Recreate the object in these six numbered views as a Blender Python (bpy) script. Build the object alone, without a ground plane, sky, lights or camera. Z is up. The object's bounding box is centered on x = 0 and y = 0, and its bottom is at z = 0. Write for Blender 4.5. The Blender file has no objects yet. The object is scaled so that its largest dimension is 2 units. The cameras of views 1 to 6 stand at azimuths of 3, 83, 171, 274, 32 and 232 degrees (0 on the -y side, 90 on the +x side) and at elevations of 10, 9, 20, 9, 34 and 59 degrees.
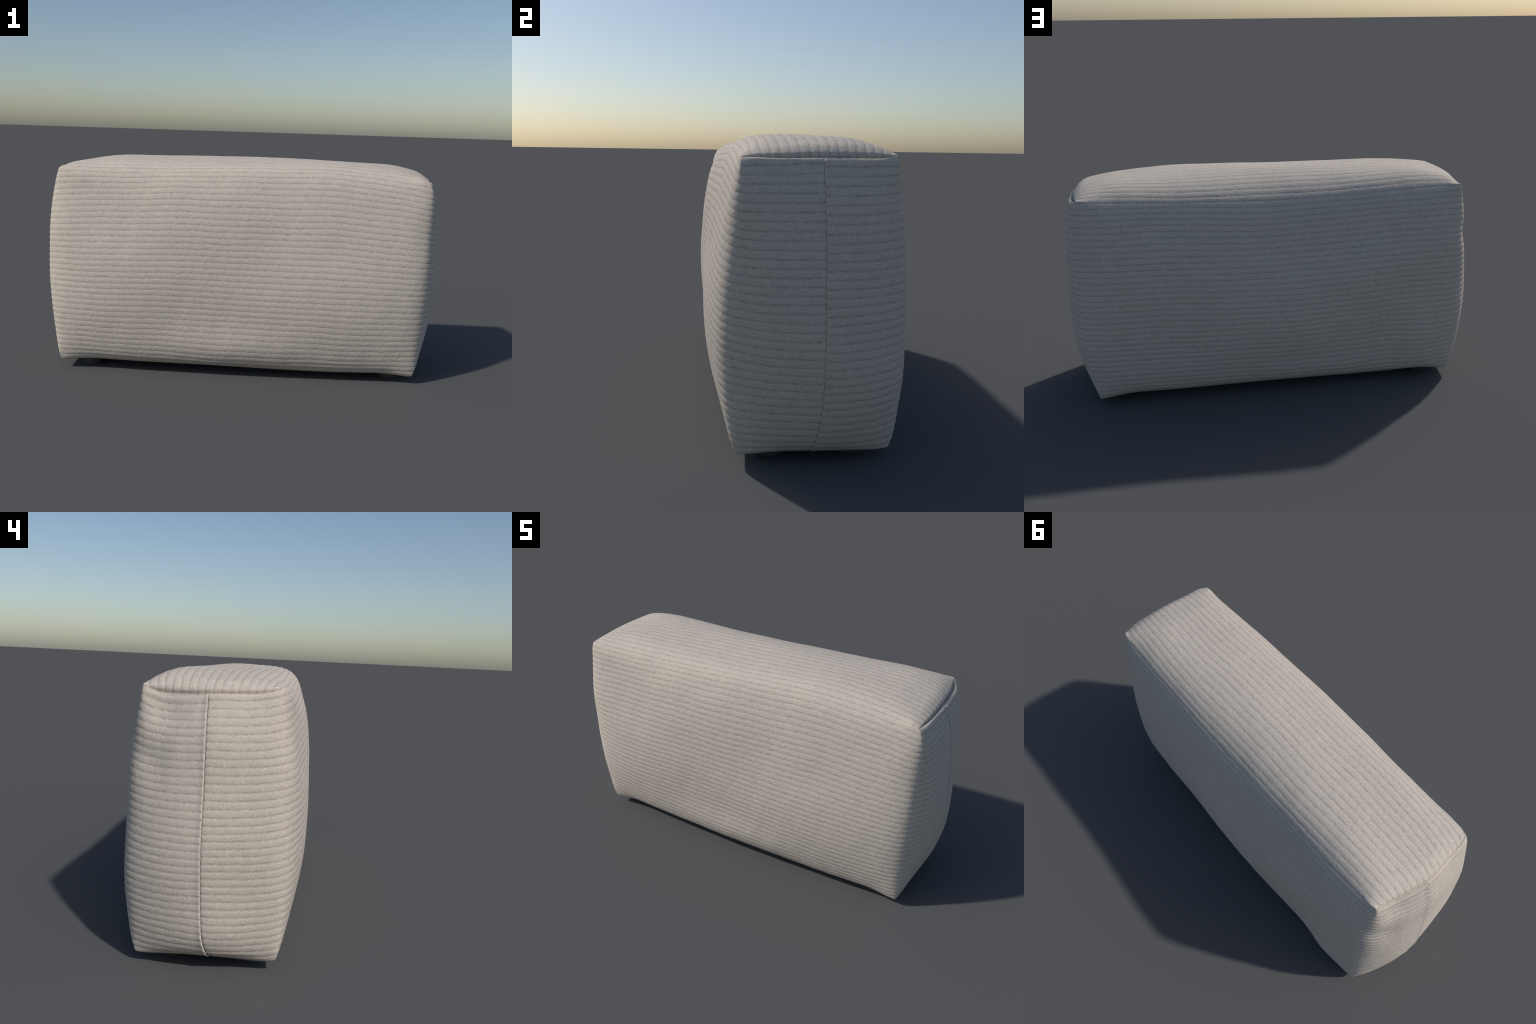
# A block ottoman: a stuffed corduroy cover over a tall box, low dark round feet.
# The cover is a soft box: eight corners, twelve bowed edges and six bulged faces,
# relaxed like cloth over stuffing; wales (ribs) and seams are then modelled on it.
import bpy
import numpy as np

# ---------------------------------------------------------------- sizes (metres)
# Corners of the cover (sign of x, y, z).
CORNERS = {
    (-1, -1, -1): (-0.892, -0.2595, 0.0465),
    (-1, -1, 1): (-0.884, -0.2323, 1.0204),
    (-1, 1, -1): (-0.8864, 0.2548, 0.039),
    (-1, 1, 1): (-0.8829, 0.2428, 1.0122),
    (1, -1, -1): (0.8802, -0.2623, 0.0414),
    (1, -1, 1): (0.8982, -0.2507, 1.003),
    (1, 1, -1): (0.868, 0.2544, 0.0369),
    (1, 1, 1): (0.8865, 0.239, 1.0141),
}
EDGE_BOWS = {
    (0, -1, -1): [(0, -0.0184, -0.0118), (0, -0.0031, 0.0036), (0, -0.0031, -0.002), (0, 0.0012, -0.0037), (0, -0.002, -0.0017)],
    (0, -1, 1): [(0, -0.0135, 0.042), (0, -0.0093, -0.004), (0, -0.0029, 0.0014), (0, -0.0203, 0.014), (0, 0.0102, 0.0112)],
    (0, 1, -1): [(0, 0.0059, -0.004), (0, -0.0059, -0.0054), (0, 0.0025, -0.0026), (0, 0.0021, -0.0041), (0, -0.0008, 0.0008)],
    (0, 1, 1): [(0, 0.0148, -0.0189), (0, 0.0009, 0.0023), (0, 0.0076, 0.0089), (0, 0.0335, 0.0116), (0, 0.0028, 0.0005)],
    (1, -1, -1): [(-0.032, 0, -0.014), (0.0048, 0, -0.0044), (0.0026, 0, -0.005), (0.0022, 0, 0.0002), (-0.0004, 0, 0.0004)],
    (1, -1, 1): [(-0.0313, 0, -0.0276), (-0.0008, 0, 0.0056), (0.0041, 0, -0.007), (-0.0039, 0, -0.0026), (0.0056, 0, -0.0004)],
    (1, 1, -1): [(0.0214, 0, -0.0182), (-0.0031, 0, 0.0022), (0.0026, 0, -0.001), (-0.0001, 0, -0.0013), (-0.0013, 0, -0.0002)],
    (1, 1, 1): [(0.0298, 0, -0.006), (-0.0025, 0, 0.0011), (0.0024, 0, -0.0019), (0.0029, 0, 0.0027), (-0.0017, 0, -0.0044)],
    (2, -1, -1): [(-0.0467, -0.034, 0), (0.0028, -0.0047, 0), (0.0004, -0.007, 0), (-0.021, -0.0065, 0), (-0.0018, 0.0031, 0)],
    (2, -1, 1): [(-0.0309, 0.0536, 0), (-0.0001, 0.0082, 0), (-0.0037, 0.0066, 0), (-0.0077, 0.0026, 0), (-0.0052, -0.0049, 0)],
    (2, 1, -1): [(0.0365, -0.0512, 0), (0.0023, -0.0006, 0), (0.006, -0.0022, 0), (0.0173, -0.0098, 0), (0.0126, 0.0047, 0)],
    (2, 1, 1): [(0.0344, 0.0375, 0), (0.0036, 0.0069, 0), (0.0038, 0.0042, 0), (0.0106, 0.0103, 0), (0.0176, -0.0114, 0)],
}
FACE_BULGES = {
    (0, -1): [(-0.0277, -0.0086, 0.0037), (0.0158, 0.0027, 0.001)],
    (0, 1): [(0.0485, 0.0121, 0.0006), (-0.0059, -0.0014, -0.0053)],
    (1, -1): [(-0.0264, -0.0063, 0.0065), (0.0002, 0.0052, 0.0006), (-0.0037, -0.0064, 0.0035), (0.0001, -0.004, 0.0019)],
    (1, 1): [(0.0212, -0.0085, -0.0075), (-0.0001, -0.0009, -0.0005), (-0.0083, -0.0112, -0.001), (-0.0025, -0.0023, 0.0026)],
    (2, -1): [(-0.0029, -0.0008, -0.0007), (0.0003, 0.001, -0.0002), (-0.0001, 0.0004, -0.0005), (-0.0003, -0.0008, -0.0012)],
    (2, 1): [(0.005, 0.0019, -0.0096), (0.0017, -0.0017, -0.0033), (-0.004, 0.0057, 0.0044), (0.0016, -0.0003, -0.0002), (0.0693, -0.0193, 0.0166), (-0.013, 0.0027, -0.0119)],
}

# EDGE_BOWS: (axis, sign, sign) -> offset of the edge for one, two and three half waves,
# then for a flat-topped bow and a lopsided one.
# FACE_BULGES: (axis, sign) -> outward modes; half waves along the first face axis (rows)
# and along the second (columns). The last two rows of the top are its steep pillow ends.
CELLS = (120, 34, 68)
RELAX_STEPS = 52
PILLOW_POWER = 22
EDGE_POWER = 8
HALF = np.array([0.95, 0.27, 0.52])

RIB_PITCH_C = 0.0572            # height of one wale in face units (-1..1)
RIB_START_C = -0.936            # a groove runs here on the front
TOP_RIBS = 16.97                # wales across the top
GROOVE_DEPTH = 0.0008
COLUMN_STEP = 0.0042

SIN = lambda k, t: np.sin(k * np.pi * (t + 1) / 2)


def smoothstep(x, a, b):
    t = np.clip((x - a) / (b - a), 0, 1)
    return t * t * (3 - 2 * t)


# ---------------------------------------------------------------- soft box lattice
NX, NY, NZ = CELLS
_I, _J, _K = np.meshgrid(np.arange(NX + 1), np.arange(NY + 1), np.arange(NZ + 1), indexing='ij')
_shell = (_I == 0) | (_I == NX) | (_J == 0) | (_J == NY) | (_K == 0) | (_K == NZ)
IJK = np.stack([_I[_shell], _J[_shell], _K[_shell]], 1)
INDEX = -np.ones((NX + 1, NY + 1, NZ + 1), int)
INDEX[_shell] = np.arange(len(IJK))
T = IJK / np.array(CELLS) * 2 - 1
NV = len(T)


def lattice_links():
    links = []
    for ax in range(3):
        a = IJK[IJK[:, ax] < CELLS[ax]]
        b = a.copy()
        b[:, ax] += 1
        on_face = np.zeros(len(a), bool)
        for k in range(3):
            if k != ax:
                on_face |= (a[:, k] == 0) | (a[:, k] == CELLS[k])
        links.append(np.stack([INDEX[tuple(a[on_face].T)], INDEX[tuple(b[on_face].T)]], 1))
    return np.concatenate(links)


def sharp_box():
    P = np.zeros((NV, 3))
    lin = lambda t, s: (1 + s * t) / 2
    a, b, c = T.T
    for (sx, sy, sz), xyz in CORNERS.items():
        P += (lin(a, sx) * lin(b, sy) * lin(c, sz))[:, None] * np.array(xyz)
    for (ax, s0, s1), bows in EDGE_BOWS.items():
        o = [k for k in range(3) if k != ax]
        blend = lin(T[:, o[0]], s0) * lin(T[:, o[1]], s1)
        for k, off in enumerate(bows, 1):
            t = T[:, ax]
            wave = SIN(k, t) if k < 4 else (1 - np.abs(t) ** EDGE_POWER) * (t if k == 5 else 1)
            P += (wave * blend)[:, None] * np.array(off)
    for (ax, s), rows in FACE_BULGES.items():
        o = [k for k in range(3) if k != ax]
        on = T[:, ax] == s
        steep = 1 - np.abs(a) ** PILLOW_POWER
        n_plain = 4 if o[0] == 0 else 2
        for i, row in enumerate(rows):
            if i < n_plain:
                f = SIN(i + 1, T[:, o[0]])
            else:
                f = steep if i == n_plain else a * steep
            for k1, amp in enumerate(row, 1):
                P[:, ax] += on * f * SIN(k1, T[:, o[1]]) * amp
    return P


def softness():
    """How far the cloth relaxes: corners, end seams and lower edges are held."""
    d = (1 - np.abs(T)) * HALF
    w = 0.04 + 0.96 * smoothstep(np.sqrt((d ** 2).sum(1)), 0.0, 0.22)
    d_seam = np.sqrt(d[:, 0] ** 2 + np.where(T[:, 2] > 0, d[:, 2], 9) ** 2)
    w *= 0.12 + 0.88 * smoothstep(d_seam, 0.0, 0.10)
    d_upright = np.sqrt(d[:, 0] ** 2 + d[:, 1] ** 2)
    w *= 0.55 + 0.45 * smoothstep(d_upright, 0, 0.15)
    d_hem = np.where(T[:, 2] < 0, np.minimum(np.sqrt(d[:, 0] ** 2 + d[:, 2] ** 2) * 9, d[:, 2]), 9)
    w *= 0.7 + 0.3 * smoothstep(d_hem, 0, 0.12)
    return w


def relaxed_box():
    links = lattice_links()
    src = np.concatenate([links[:, 0], links[:, 1]])
    dst = np.concatenate([links[:, 1], links[:, 0]])
    order = np.argsort(src, kind='stable')
    nb, start = dst[order], np.searchsorted(src[order], np.arange(NV))
    deg = np.bincount(src, minlength=NV)[:, None]
    P, w = sharp_box(), softness()[:, None]
    for _ in range(RELAX_STEPS):
        P = P + 0.8 * w * (np.add.reduceat(P[nb], start, axis=0) / deg - P)
    return P


def lattice_normals(P):
    N = np.zeros((NV, 3))
    for ax in range(3):
        o = [k for k in range(3) if k != ax]
        for side, s in ((0, -1), (CELLS[ax], 1)):
            g = np.take(INDEX, side, axis=ax)
            q = P[g]
            n = np.cross(q[1:, 1:] - q[:-1, :-1], q[:-1, 1:] - q[1:, :-1])
            flip = s * (1 if ax != 1 else -1)
            for c in (g[1:, 1:], g[:-1, :-1], g[:-1, 1:], g[1:, :-1]):
                np.add.at(N, c.ravel(), (n * flip).reshape(-1, 3))
    N /= np.linalg.norm(N, axis=1)[:, None]
    if (N * (P - P.mean(0))).sum() < 0:
        N = -N
    return N


BOX = relaxed_box()
BOX_NORMAL = lattice_normals(BOX)


def padded_face(ax, s, field):
    """Face samples with one row of the neighbouring faces round them."""
    side = 0 if s < 0 else CELLS[ax]
    g = field[np.take(INDEX, side, axis=ax)]
    inner = side + (1 if s < 0 else -1)
    o = [k for k in range(3) if k != ax]
    out = np.zeros((g.shape[0] + 2, g.shape[1] + 2, 3))
    out[1:-1, 1:-1] = g
    layer = np.take(INDEX, inner, axis=ax)
    out[0, 1:-1] = field[layer[0, :]]
    out[-1, 1:-1] = field[layer[-1, :]]
    out[1:-1, 0] = field[layer[:, 0]]
    out[1:-1, -1] = field[layer[:, -1]]
    for i, j, di, dj in ((0, 0, 1, 1), (0, -1, 1, -2), (-1, 0, -2, 1), (-1, -1, -2, -2)):
        out[i, j] = (out[i, dj] + out[di, j]) / 2
    return out


PADDED = {}
for _ax in range(3):
    for _s in (-1, 1):
        PADDED[_ax, _s] = (padded_face(_ax, _s, BOX), padded_face(_ax, _s, BOX_NORMAL))


def spline_weights(f):
    return np.stack([-.5 * f + f * f - .5 * f ** 3, 1 - 2.5 * f * f + 1.5 * f ** 3,
                     .5 * f + 2 * f * f - 1.5 * f ** 3, -.5 * f * f + .5 * f ** 3])


def on_face(ax, s, p, q):
    """Point and normal on a face at face coordinates p, q (-1..1)."""
    o = [k for k in range(3) if k != ax]
    n0, n1 = CELLS[o[0]], CELLS[o[1]]
    u, v = np.clip((p + 1) / 2, 0, 1) * n0, np.clip((q + 1) / 2, 0, 1) * n1
    i = np.minimum(u.astype(int), n0 - 1)
    j = np.minimum(v.astype(int), n1 - 1)
    wu, wv = spline_weights(u - i), spline_weights(v - j)
    res = []
    for G in PADDED[ax, s]:
        acc = np.zeros(p.shape + (3,))
        for k in range(4):
            for l in range(4):
                acc += (wu[k] * wv[l])[..., None] * G[i + k, j + l]
        res.append(acc)
    res[1] /= np.linalg.norm(res[1], axis=-1, keepdims=True)
    return res


# ---------------------------------------------------------------- cloth detail
def waves(seed, count, lo, hi):
    """A smooth random field of plane waves; wavelengths between lo and hi (metres)."""
    r = np.random.default_rng(seed)
    d = r.normal(size=(count, 3))
    d /= np.linalg.norm(d, axis=1)[:, None]
    k = 2 * np.pi / np.exp(r.uniform(np.log(lo), np.log(hi), count))
    ph = r.uniform(0, 2 * np.pi, count)

    def f(X):
        acc = np.zeros(X.shape[:-1])
        for i in range(count):
            acc += np.sin(X @ (d[i] * k[i]) + ph[i])
        return acc / np.sqrt(count / 2)
    return f


DRIFT = waves(3, 10, 0.25, 0.9)
WIGGLE = waves(5, 14, 0.05, 0.2)
JITTER = waves(7, 16, 0.012, 0.04)
WEAR = waves(11, 16, 0.03, 0.25)
LUMPS = waves(13, 14, 0.12, 0.4)
PINCH = waves(19, 8, 0.06, 0.25)
FUZZ = waves(17, 22, 0.012, 0.03)


def rib_offset(X):
    """Sideways wander of a groove, in wales."""
    return 0.07 * DRIFT(X) + 0.018 * WIGGLE(X) + 0.008 * JITTER(X)


# rows per wale: dense around the groove (groove at 0)
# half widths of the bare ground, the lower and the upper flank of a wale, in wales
STRIPS = (0.03, 0.085, 0.16)
WALE_ROWS = np.array([0.0, *STRIPS, 0.26, 0.38, 0.5, 0.62, 0.74, *[1 - w for w in reversed(STRIPS)]])


def phase_rows(p0, p1):
    rows = (np.arange(np.floor(p0) - 1, np.ceil(p1) + 1)[:, None] + WALE_ROWS).ravel()
    rows = rows[(rows > p0 + 0.02) & (rows < p1 - 0.02)]
    return np.concatenate([[p0], rows, [p1]])


def wale_height(phase, X):
    """Relief of the corduroy: broad soft wales, narrow grooves of uneven depth."""
    d = np.abs(phase - np.round(phase)) * 0.030
    wear = np.clip(1.0 + 0.20 * WEAR(X), 0.5, 1.5)
    groove = 0.3 * np.exp(-(d / 0.0026) ** 2) + 0.7 * np.exp(-(d / 0.0070) ** 2)
    wale = 0.25 * np.cos(2 * np.pi * phase)
    return -GROOVE_DEPTH * wear * groove - 0.0008 * wale + 0.00012 * FUZZ(X)


# Soft dents and swellings: (x, y, z), radius, depth (outward is positive)
DENTS = [
    # back: hollows under the top edge, belly low down by the sunny end
    ((0.50, 0.30, 0.93), (0.22, 0.2, 0.15), -0.017),
    ((-0.48, 0.31, 0.88), (0.22, 0.2, 0.17), -0.019),
    ((-0.25, 0.35, 0.50), (0.15, 0.2, 0.18), -0.011),
    ((0.50, 0.33, 0.60), (0.20, 0.2, 0.20), -0.007),
    ((-0.10, 0.33, 0.78), (0.45, 0.2, 0.14), -0.008),
    ((-0.70, 0.30, 0.25), (0.12, 0.2, 0.20), 0.024),
    ((-0.20, 0.30, 0.11), (0.40, 0.2, 0.07), 0.010),
    ((0.62, 0.30, 0.20), (0.15, 0.2, 0.12), 0.006),
    # back shoulder: the top stays full up to a tighter roll
    ((0.00, 0.19, 1.05), (0.55, 0.07, 0.10), 0.002),
    ((-0.62, 0.19, 1.05), (0.25, 0.07, 0.10), 0.002),
    ((-0.15, 0.30, 0.97), (0.55, 0.12, 0.12), -0.007),
    # front: fuller low in the middle, high right of centre and by the left edge
    ((0.40, -0.30, 0.84), (0.20, 0.2, 0.16), 0.014),
    ((0.05, -0.31, 0.80), (0.20, 0.2, 0.14), 0.007),
    ((-0.05, -0.31, 0.15), (0.33, 0.2, 0.10), 0.018),
    ((-0.84, -0.29, 0.72), (0.09, 0.2, 0.12), 0.011),
    ((-0.72, -0.29, 0.60), (0.12, 0.2, 0.14), 0.007),
    # shaded end: flatter beside its front edge
    ((0.95, -0.26, 0.70), (0.1, 0.06, 0.16), -0.013),
    ((0.93, -0.27, 0.38), (0.1, 0.06, 0.16), -0.011),
    # sunny end: fuller below the seam and at the hem; soft folds on its back half
    ((-0.95, -0.02, 0.85), (0.2, 0.2, 0.12), 0.015),
    ((-0.94, -0.03, 0.14), (0.1, 0.15, 0.10), 0.018),
    ((-0.93, 0.15, 0.92), (0.1, 0.06, 0.05), -0.009),
    ((-0.95, 0.18, 0.78), (0.1, 0.05, 0.14), -0.006),
    ((-0.96, 0.07, 0.80), (0.1, 0.04, 0.12), -0.002),
    # shoulders and corners of the top
    ((-0.77, 0.09, 1.07), (0.10, 0.10, 0.1), -0.008),
    ((-0.88, 0.00, 1.03), (0.05, 0.18, 0.06), 0.011),
    ((0.885, -0.03, 1.04), (0.04, 0.15, 0.06), 0.007),
    ((-0.38, -0.27, 1.00), (0.25, 0.08, 0.09), -0.012),
    ((-0.10, -0.29, 0.98), (0.15, 0.06, 0.06), -0.004),
    ((-0.78, -0.26, 1.00), (0.08, 0.06, 0.06), 0.008),
    ((-0.91, 0.23, 0.89), (0.06, 0.06, 0.08), 0.006),
    ((-0.93, 0.23, 0.77), (0.05, 0.05, 0.05), -0.006),
]


def soft_relief(X):
    h = 0.0005 * LUMPS(X)
    for c, r, depth in DENTS:
        q = (X - np.array(c)) / np.array(r)
        h = h + depth * np.exp(-(q ** 2).sum(-1))
    return h


# ---------------------------------------------------------------- mesh pool
class Pool:
    def __init__(self):
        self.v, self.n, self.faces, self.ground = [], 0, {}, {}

    def grid(self, X):
        ids = np.arange(self.n, self.n + X[..., 0].size).reshape(X.shape[:-1])
        self.v.append(X.reshape(-1, 3))
        self.n += ids.size
        return ids

    def quads(self, name, ids, flip, phase=None):
        q = np.stack([ids[:-1, :-1], ids[1:, :-1], ids[1:, 1:], ids[:-1, 1:]], -1).reshape(-1, 4)
        self.faces.setdefault(name, []).append(q[:, ::-1] if flip else q)
        strip = np.zeros(ids.shape[0] - 1, int)
        if phase is not None:            # rows of faces that lie in the grooves
            mid = (phase[1:] + phase[:-1]) / 2
            off = np.abs(mid - np.round(mid))
            for k in (2, 1, 0):
                strip[-len(mid):][off < STRIPS[k]] = k + 1
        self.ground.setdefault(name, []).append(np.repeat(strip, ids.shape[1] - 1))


POOL = Pool()

SEAM_DEPTH = {1: 0.011, -1: 0.009}     # end-top seams: how deep the cloth is pulled in
SEAM_PATH = {1: [(-1, -0.045), (-0.9, -0.005), (-0.65, 0.03), (-0.1, 0.055), (0.4, 0.06), (0.85, 0.03), (1, 0.012)],
             -1: [(-1, -0.10), (-0.85, 0.0), (0.3, 0.0), (1, 0.03)]}
HEM_ROLL = 0.001
TOP_OVERHANG = {1: 0.001, -1: 0.0045}
SEAM_LIP = {1: 0.0045, -1: 0.0025}

# front-to-back columns along x, shared by the front, the top and the back
NCOL = int(1.9 / COLUMN_STEP)
_t = np.linspace(-1, 1, NCOL + 1)
COLS = _t
NEND = int(0.30 / COLUMN_STEP)


def end_seam_shift(end, c):
    """y of the upright seam in face units, drifting towards the front at the bottom."""
    path = SEAM_PATH[end]
    z = np.linspace(-1, 1, 81)
    y = np.interp(z, [p[0] for p in path], [p[1] for p in path])
    y = np.convolve(np.pad(y, 6, mode='edge'), np.ones(13) / 13, mode='valid')
    return np.interp(c, z, y)


def side_panel(side):
    """Front (side -1) or back (+1) panel with the halves of both ends it wraps round."""
    top_phase = (1 - RIB_START_C) / RIB_PITCH_C
    if side < 0:
        phase_of = lambda c: (c - RIB_START_C) / RIB_PITCH_C
        c_of = lambda p: RIB_START_C + p * RIB_PITCH_C
    else:
        phase_of = lambda c: top_phase + TOP_RIBS + (1 - c) / RIB_PITCH_C
        c_of = lambda p: 1 - (p - top_phase - TOP_RIBS) * RIB_PITCH_C
    lo, hi = sorted((phase_of(-1.0), phase_of(1.0)))
    rows = phase_rows(lo, hi)
    if side > 0:
        rows = rows[::-1]                       # bottom to top
    c_row = c_of(rows)
    # seam tuck: extra close columns near the upright seams
    near = np.array([0, 0.0015, 0.003, 0.005, 0.0075]) / 0.27
    sections = []
    for end in (-1, 1):
        base = np.concatenate([near, np.linspace(0.01 / 0.27, 1, NEND)])
        sections.append(base if end < 0 else base[::-1])
    grids, norms = [], []
    cc_all, dist_all, end_all = [], [], []
    for part in ('end_minus', 'face', 'end_plus'):
        if part == 'face':
            p = COLS[1:-1]
            C = np.repeat(c_row[:, None], len(p), 1)
            A = np.repeat(p[None], len(c_row), 0)
            X0, _ = on_face(1, side, A, C)
            edge = smoothstep(1 - np.abs(C), 0.0, 0.04)
            C = np.clip(C + rib_offset(X0) * RIB_PITCH_C * edge, -1, 1)
            X, N = on_face(1, side, A, C)
            dist = np.full(C.shape, 9.0)
            end = np.zeros(C.shape)
        else:
            s = -1 if part == 'end_minus' else 1
            k = sections[0 if s < 0 else 1]
            C = np.repeat(c_row[:, None], len(k), 1)
            sh = end_seam_shift(s, C)
            # the front panel slips a little way under the edge of the back one
            if side < 0:
                sh = sh + 0.014
            Bc = sh + (side - sh) * k[None]
            X0, _ = on_face(0, s, Bc, C)
            edge = smoothstep(1 - np.abs(C), 0.0, 0.04)
            C = np.clip(C + rib_offset(X0) * RIB_PITCH_C * edge, -1, 1)
            X, N = on_face(0, s, Bc, C)
            dist = np.repeat(k[None] * 0.27, len(c_row), 0)
            end = np.full(C.shape, float(s))
        grids.append(X); norms.append(N); cc_all.append(C); dist_all.append(dist); end_all.append(end)
    X, N = np.concatenate(grids, 1), np.concatenate(norms, 1)
    C, D, E = np.concatenate(cc_all, 1), np.concatenate(dist_all, 1), np.concatenate(end_all, 1)
    PH = np.repeat(rows[:, None], X.shape[1], 1)
    h = wale_height(PH, X) * np.where(E == 0, 1, smoothstep(1 - C, 0.0, 0.03)) * smoothstep(1 + C, -0.01, 0.06)
    h += soft_relief(X) * smoothstep(1 + C, 0, 0.1)
    # between the corners the hem rolls under
    roll = 1 - smoothstep((1 + C) * 0.52, 0.0, 0.055)
    h -= HEM_ROLL * roll * (E == 0) * smoothstep(0.88 - np.abs(X[..., 0]), 0.0, 0.2)
    # upright seam: both edges turn in; the back panel rides a little proud
    if side > 0:
        tuck = np.where(E < 0, 0.0052, 0.0032) * np.exp(-(D / np.where(E < 0, 0.0018, 0.0012)) ** 1.3)
    else:
        tuck = np.where(E < 0, 0.0046, 0.0030) * np.exp(-(D / 0.0052) ** 2)
    proud = np.where(E < 0, 0.0042, 0.0016) * np.exp(-(D / 0.013) ** 2) * (1 if side > 0 else -0.4)
    proud = proud * smoothstep((1 - C) * 0.52, 0.0, 0.016)
    h += proud - tuck * smoothstep((1 - C) * 0.52, 0.0, 0.006)
    # end-top seams: valley at the edge, rolled lip just below it
    sd = (1 - C) * 0.52
    y_fade = smoothstep(HALF[1] * 0.93 - np.abs(X[..., 1]), -0.01, 0.05)
    for e in (-1, 1):
        on = (E == e) * y_fade
        h += on * (-SEAM_DEPTH[e] * np.exp(-(sd / 0.0028) ** 1.4)
                   + SEAM_LIP[e] * smoothstep(sd, 0, 0.006) * np.exp(-((sd - 0.016) / 0.013) ** 2) * np.clip(1 + 0.5 * PINCH(X), 0.2, 2))
    X = X + N * h[..., None]
    # the hem turns under the box
    hem = [X]
    for inset, rise in ((0.006, -0.004), (0.014, -0.006), (0.024, -0.004), (0.036, 0.010)):
        q = X[0].copy()
        n = N[0] * np.array([1, 1, 0])
        n /= np.linalg.norm(n, axis=-1, keepdims=True) + 1e-9
        q = q - n * inset
        q[:, 2] += rise
        hem.insert(0, q[None])
    X = np.concatenate(hem, 0)
    return X, rows


# The top shares its columns with the side panels so the wales run over the edge unbroken.
_ends = 1 - np.array([0.0, 0.0015, 0.003, 0.005, 0.0075]) / 0.95
COLS = np.concatenate([-_ends, _t[np.abs(_t) < 1 - 0.0085 / 0.95], _ends[::-1]])


def build_cover():
    (front, f_rows), (back, b_rows) = side_panel(-1), side_panel(1)
    n_end = len(np.concatenate([[0] * 5, np.linspace(0, 1, NEND)]))
    f_ids, b_ids = POOL.grid(front), POOL.grid(back)
    face = slice(n_end - 1, n_end - 1 + len(COLS))       # columns from corner to corner
    # top
    top_phase = (1 - RIB_START_C) / RIB_PITCH_C
    rows = phase_rows(top_phase, top_phase + TOP_RIBS)
    b_row = (rows - top_phase) / TOP_RIBS * 2 - 1
    A = np.repeat(COLS[None], len(rows), 0)
    B = np.repeat(b_row[:, None], len(COLS), 1)
    X0, _ = on_face(2, 1, A, B)
    edge = smoothstep(1 - np.abs(B), 0.0, 0.08)
    B = np.clip(B + rib_offset(X0) * 2 / TOP_RIBS * edge, -1, 1)
    X, N = on_face(2, 1, A, B)
    PH = np.repeat(rows[:, None], len(COLS), 1)
    h = wale_height(PH, X) + soft_relief(X)
    y_fade = smoothstep(HALF[1] * 0.93 - np.abs(X[..., 1]), -0.01, 0.05)
    for e in (-1, 1):
        sd = (1 - e * A) * 0.95
        h += y_fade * (-SEAM_DEPTH[e] * np.exp(-(sd / 0.004) ** 1.4)
                       + TOP_OVERHANG[e] * smoothstep(sd, 0, 0.006) * np.exp(-((sd - 0.012) / 0.010) ** 2))
    X = X + N * h[..., None]
    ids = POOL.grid(X)
    ids[0, :] = f_ids[-1, face]
    ids[-1, :] = b_ids[-1, face]
    POOL.quads('side_panel', f_ids, True, f_rows)
    POOL.quads('side_panel.001', b_ids, False, b_rows)
    POOL.quads('top_panel', ids, True, rows)
    # underside: a plain lining a little above the hem
    p = np.linspace(-0.985, 0.985, 90)
    q = np.linspace(-0.95, 0.95, 28)
    A, B = np.meshgrid(p, q, indexing='ij')
    U, _ = on_face(2, -1, A, B)
    U[..., 2] += 0.016
    u_ids = POOL.grid(U)
    POOL.quads('underside_panel', u_ids, True)


# ---------------------------------------------------------------- materials
def node(nt, kind, loc=(0, 0), **props):
    n = nt.nodes.new(kind)
    n.location = loc
    for k, v in props.items():
        setattr(n, k, v)
    return n


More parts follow.
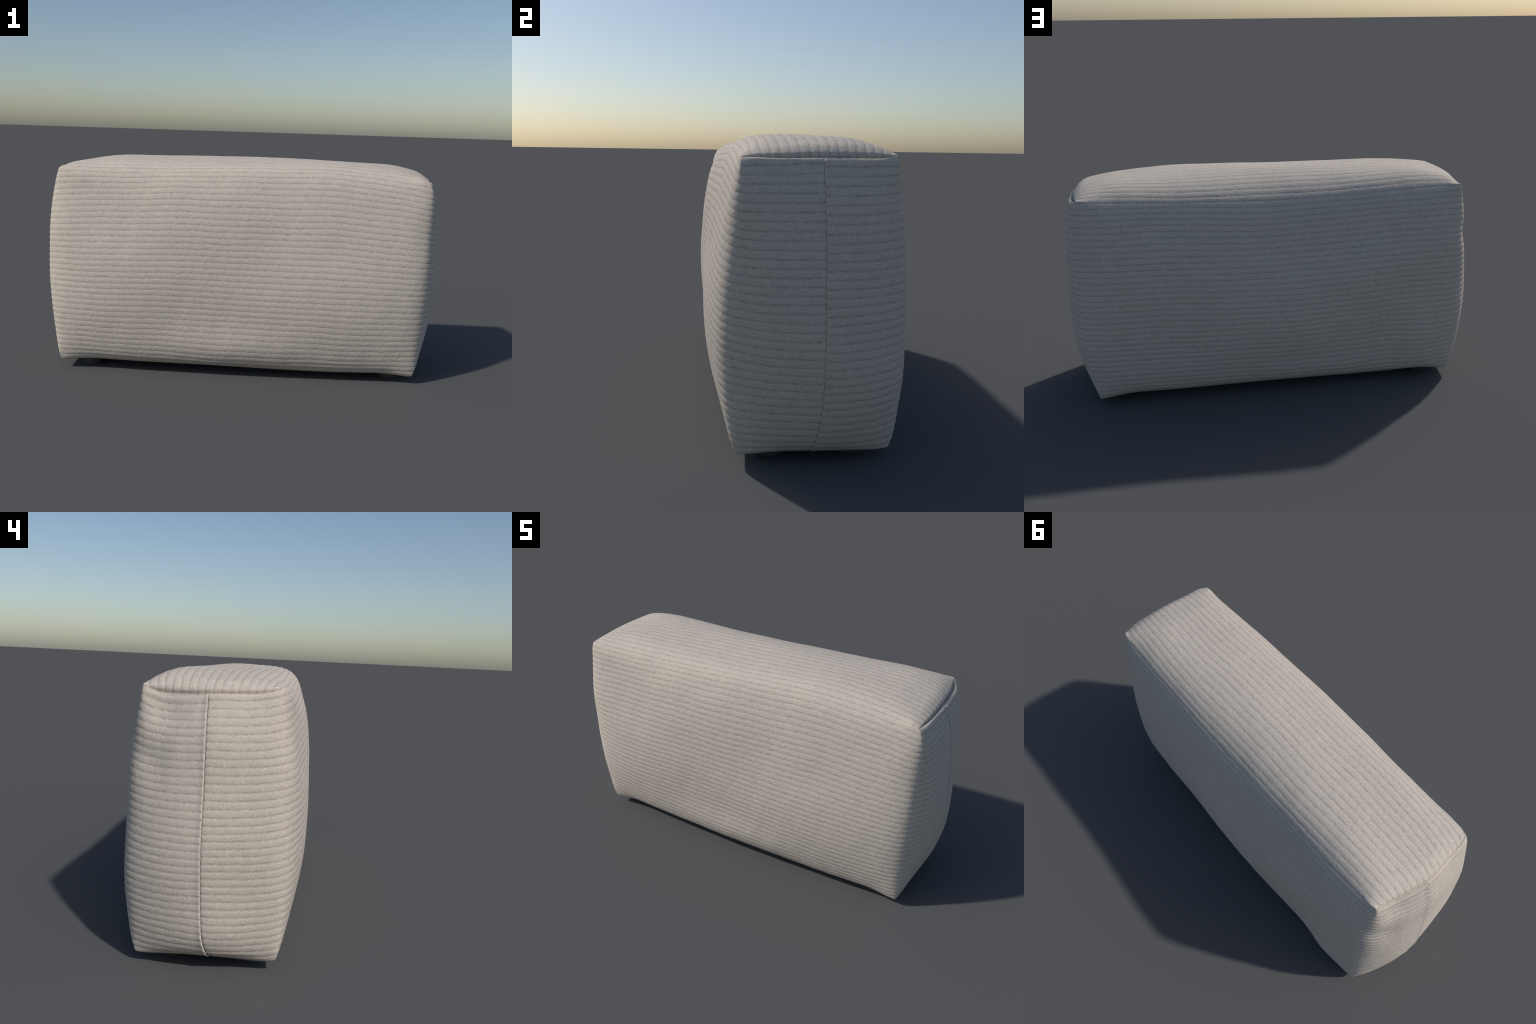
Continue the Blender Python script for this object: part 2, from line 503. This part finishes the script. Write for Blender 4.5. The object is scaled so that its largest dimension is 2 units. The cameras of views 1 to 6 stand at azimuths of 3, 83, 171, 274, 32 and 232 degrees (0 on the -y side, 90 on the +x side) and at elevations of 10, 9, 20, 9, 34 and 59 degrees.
def corduroy(name, thread_scale, ground=None):
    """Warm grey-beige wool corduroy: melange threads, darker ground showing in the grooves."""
    m = bpy.data.materials.new(name)
    m.use_nodes = True
    nt = m.node_tree
    L = nt.links.new
    bsdf = nt.nodes['Principled BSDF']
    tc = node(nt, 'ShaderNodeTexCoord')
    mp = node(nt, 'ShaderNodeMapping')
    mp.inputs['Scale'].default_value = thread_scale
    L(tc.outputs['Object'], mp.inputs['Vector'])
    threads = node(nt, 'ShaderNodeTexNoise')
    threads.inputs['Scale'].default_value = 1.0
    threads.inputs['Detail'].default_value = 3.0
    threads.inputs['Roughness'].default_value = 0.7
    L(mp.outputs['Vector'], threads.inputs['Vector'])
    patches = node(nt, 'ShaderNodeTexNoise')
    patches.inputs['Scale'].default_value = 38.0
    patches.inputs['Detail'].default_value = 4.0
    L(tc.outputs['Object'], patches.inputs['Vector'])
    ramp = node(nt, 'ShaderNodeValToRGB')
    e = ramp.color_ramp.elements
    e[0].position, e[0].color = 0.24, (*THREAD_DARK, 1)
    e[1].position, e[1].color = 0.75, (*THREAD_LIGHT, 1)
    L(threads.outputs['Fac'], ramp.inputs['Fac'])
    tint = node(nt, 'ShaderNodeValToRGB')
    e = tint.color_ramp.elements
    e[0].position, e[0].color = 0.3, (0.955, 0.955, 0.96, 1)
    e[1].position, e[1].color = 0.7, (1.03, 1.02, 1.01, 1)
    L(patches.outputs['Fac'], tint.inputs['Fac'])
    mul = node(nt, 'ShaderNodeMix', data_type='RGBA', blend_type='MULTIPLY')
    mul.inputs['Factor'].default_value = 1.0
    L(ramp.outputs['Color'], mul.inputs['A'])
    L(tint.outputs['Color'], mul.inputs['B'])
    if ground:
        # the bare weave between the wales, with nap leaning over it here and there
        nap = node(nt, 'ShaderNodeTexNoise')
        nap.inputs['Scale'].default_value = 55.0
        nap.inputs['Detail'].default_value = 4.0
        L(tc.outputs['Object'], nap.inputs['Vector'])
        cover = node(nt, 'ShaderNodeMapRange')
        cover.inputs['From Min'].default_value = 0.35
        cover.inputs['From Max'].default_value = 0.65
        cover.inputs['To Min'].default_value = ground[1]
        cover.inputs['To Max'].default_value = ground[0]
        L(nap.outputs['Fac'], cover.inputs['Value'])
        mix = node(nt, 'ShaderNodeMix', data_type='RGBA')
        L(cover.outputs['Result'], mix.inputs['Factor'])
        L(mul.outputs['Result'], mix.inputs['A'])
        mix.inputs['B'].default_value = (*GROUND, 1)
        L(mix.outputs['Result'], bsdf.inputs['Base Color'])
    else:
        L(mul.outputs['Result'], bsdf.inputs['Base Color'])
    bump = node(nt, 'ShaderNodeBump')
    bump.inputs['Strength'].default_value = 0.28
    bump.inputs['Distance'].default_value = 0.0012
    L(threads.outputs['Fac'], bump.inputs['Height'])
    L(bump.outputs['Normal'], bsdf.inputs['Normal'])
    bsdf.inputs['Roughness'].default_value = 0.9
    bsdf.inputs['Specular IOR Level'].default_value = 0.15
    return m


THREAD_DARK = (0.43, 0.376, 0.318)
THREAD_LIGHT = (0.74, 0.655, 0.563)
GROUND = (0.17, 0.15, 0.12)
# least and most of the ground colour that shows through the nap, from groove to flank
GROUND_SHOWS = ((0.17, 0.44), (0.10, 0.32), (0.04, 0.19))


def plastic(name, colour, rough):
    m = bpy.data.materials.new(name)
    m.use_nodes = True
    nt = m.node_tree
    bsdf = nt.nodes['Principled BSDF']
    tc = node(nt, 'ShaderNodeTexCoord')
    ns = node(nt, 'ShaderNodeTexNoise')
    ns.inputs['Scale'].default_value = 60
    nt.links.new(tc.outputs['Object'], ns.inputs['Vector'])
    r = node(nt, 'ShaderNodeValToRGB')
    r.color_ramp.elements[0].color = (*[c * 0.85 for c in colour], 1)
    r.color_ramp.elements[1].color = (*[c * 1.15 for c in colour], 1)
    nt.links.new(ns.outputs['Fac'], r.inputs['Fac'])
    nt.links.new(r.outputs['Color'], bsdf.inputs['Base Color'])
    bsdf.inputs['Roughness'].default_value = rough
    return m


# ---------------------------------------------------------------- assemble
build_cover()
V = np.concatenate(POOL.v)
FACES = {k: np.concatenate(v) for k, v in POOL.faces.items()}
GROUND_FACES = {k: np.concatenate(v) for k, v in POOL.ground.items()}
NORM = np.zeros_like(V)
for f in FACES.values():
    fn = np.cross(V[f[:, 2]] - V[f[:, 0]], V[f[:, 3]] - V[f[:, 1]])
    for k in range(4):
        for ax in range(3):
            NORM[:, ax] += np.bincount(f[:, k], weights=fn[:, ax], minlength=len(V))
NORM /= np.linalg.norm(NORM, axis=1)[:, None] + 1e-12

scene = bpy.context.scene
thing = bpy.data.objects.new('corduroy_ottoman', None)
thing['label'] = 'tall beige corduroy block ottoman, puffy sides, low dark feet'
thing['category'] = 'ottoman'
scene.collection.objects.link(thing)

SIDE_THREADS, TOP_THREADS = (300, 300, 170), (300, 170, 300)
side_cloth = corduroy('corduroy_sides', SIDE_THREADS)
top_cloth = corduroy('corduroy_top', TOP_THREADS)
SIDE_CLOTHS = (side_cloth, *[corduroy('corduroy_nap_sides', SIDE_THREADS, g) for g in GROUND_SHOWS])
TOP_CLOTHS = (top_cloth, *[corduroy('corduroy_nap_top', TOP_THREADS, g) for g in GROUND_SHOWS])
lining = plastic('lining_cloth', (0.10, 0.095, 0.09), 0.95)
foot_plastic = plastic('foot_plastic', (0.055, 0.055, 0.055), 0.55)
MATS = {'side_panel': SIDE_CLOTHS, 'side_panel.001': SIDE_CLOTHS,
        'top_panel': TOP_CLOTHS, 'underside_panel': (lining,)}

for name, f in FACES.items():
    used, inv = np.unique(f, return_inverse=True)
    inv = inv.reshape(f.shape)
    me = bpy.data.meshes.new(name)
    me.vertices.add(len(used))
    me.vertices.foreach_set('co', V[used].astype(np.float32).ravel())
    me.loops.add(inv.size)
    me.loops.foreach_set('vertex_index', inv.astype(np.int32).ravel())
    me.polygons.add(len(inv))
    me.polygons.foreach_set('loop_start', np.arange(0, inv.size, 4, dtype=np.int32))
    me.polygons.foreach_set('use_smooth', np.ones(len(inv), bool))
    me.update(calc_edges=True)
    me.validate()
    me.normals_split_custom_set_from_vertices(NORM[used].tolist())
    for mat in MATS[name]:
        me.materials.append(mat)
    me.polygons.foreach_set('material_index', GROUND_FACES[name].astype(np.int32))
    ob = bpy.data.objects.new(name, me)
    scene.collection.objects.link(ob)
    ob.parent = thing


def lathe(name, profile, seg=64):
    a = np.linspace(0, 2 * np.pi, seg, endpoint=False)
    vs = [(r * np.cos(t), r * np.sin(t), z) for r, z in profile for t in a]
    n = len(profile)
    fs = [(i * seg + j, i * seg + (j + 1) % seg, (i + 1) * seg + (j + 1) % seg, (i + 1) * seg + j)
          for i in range(n - 1) for j in range(seg)]
    fs.append(tuple(range(seg))[::-1])
    fs.append(tuple((n - 1) * seg + j for j in range(seg)))
    me = bpy.data.meshes.new(name)
    me.from_pydata(vs, [], fs)
    me.update()
    me.shade_smooth()
    return me


foot_mesh = lathe('foot', [(0.050, 0.0), (0.0535, 0.0015), (0.0555, 0.004), (0.0575, 0.03), (0.059, 0.075)])
foot_mesh.materials.append(foot_plastic)
for x, y in ((-0.770, -0.146), (0.778, -0.146), (0.778, 0.143), (-0.768, 0.143)):
    ob = bpy.data.objects.new('foot', foot_mesh)
    ob.location = (x, y, 0)
    scene.collection.objects.link(ob)
    ob.parent = thing
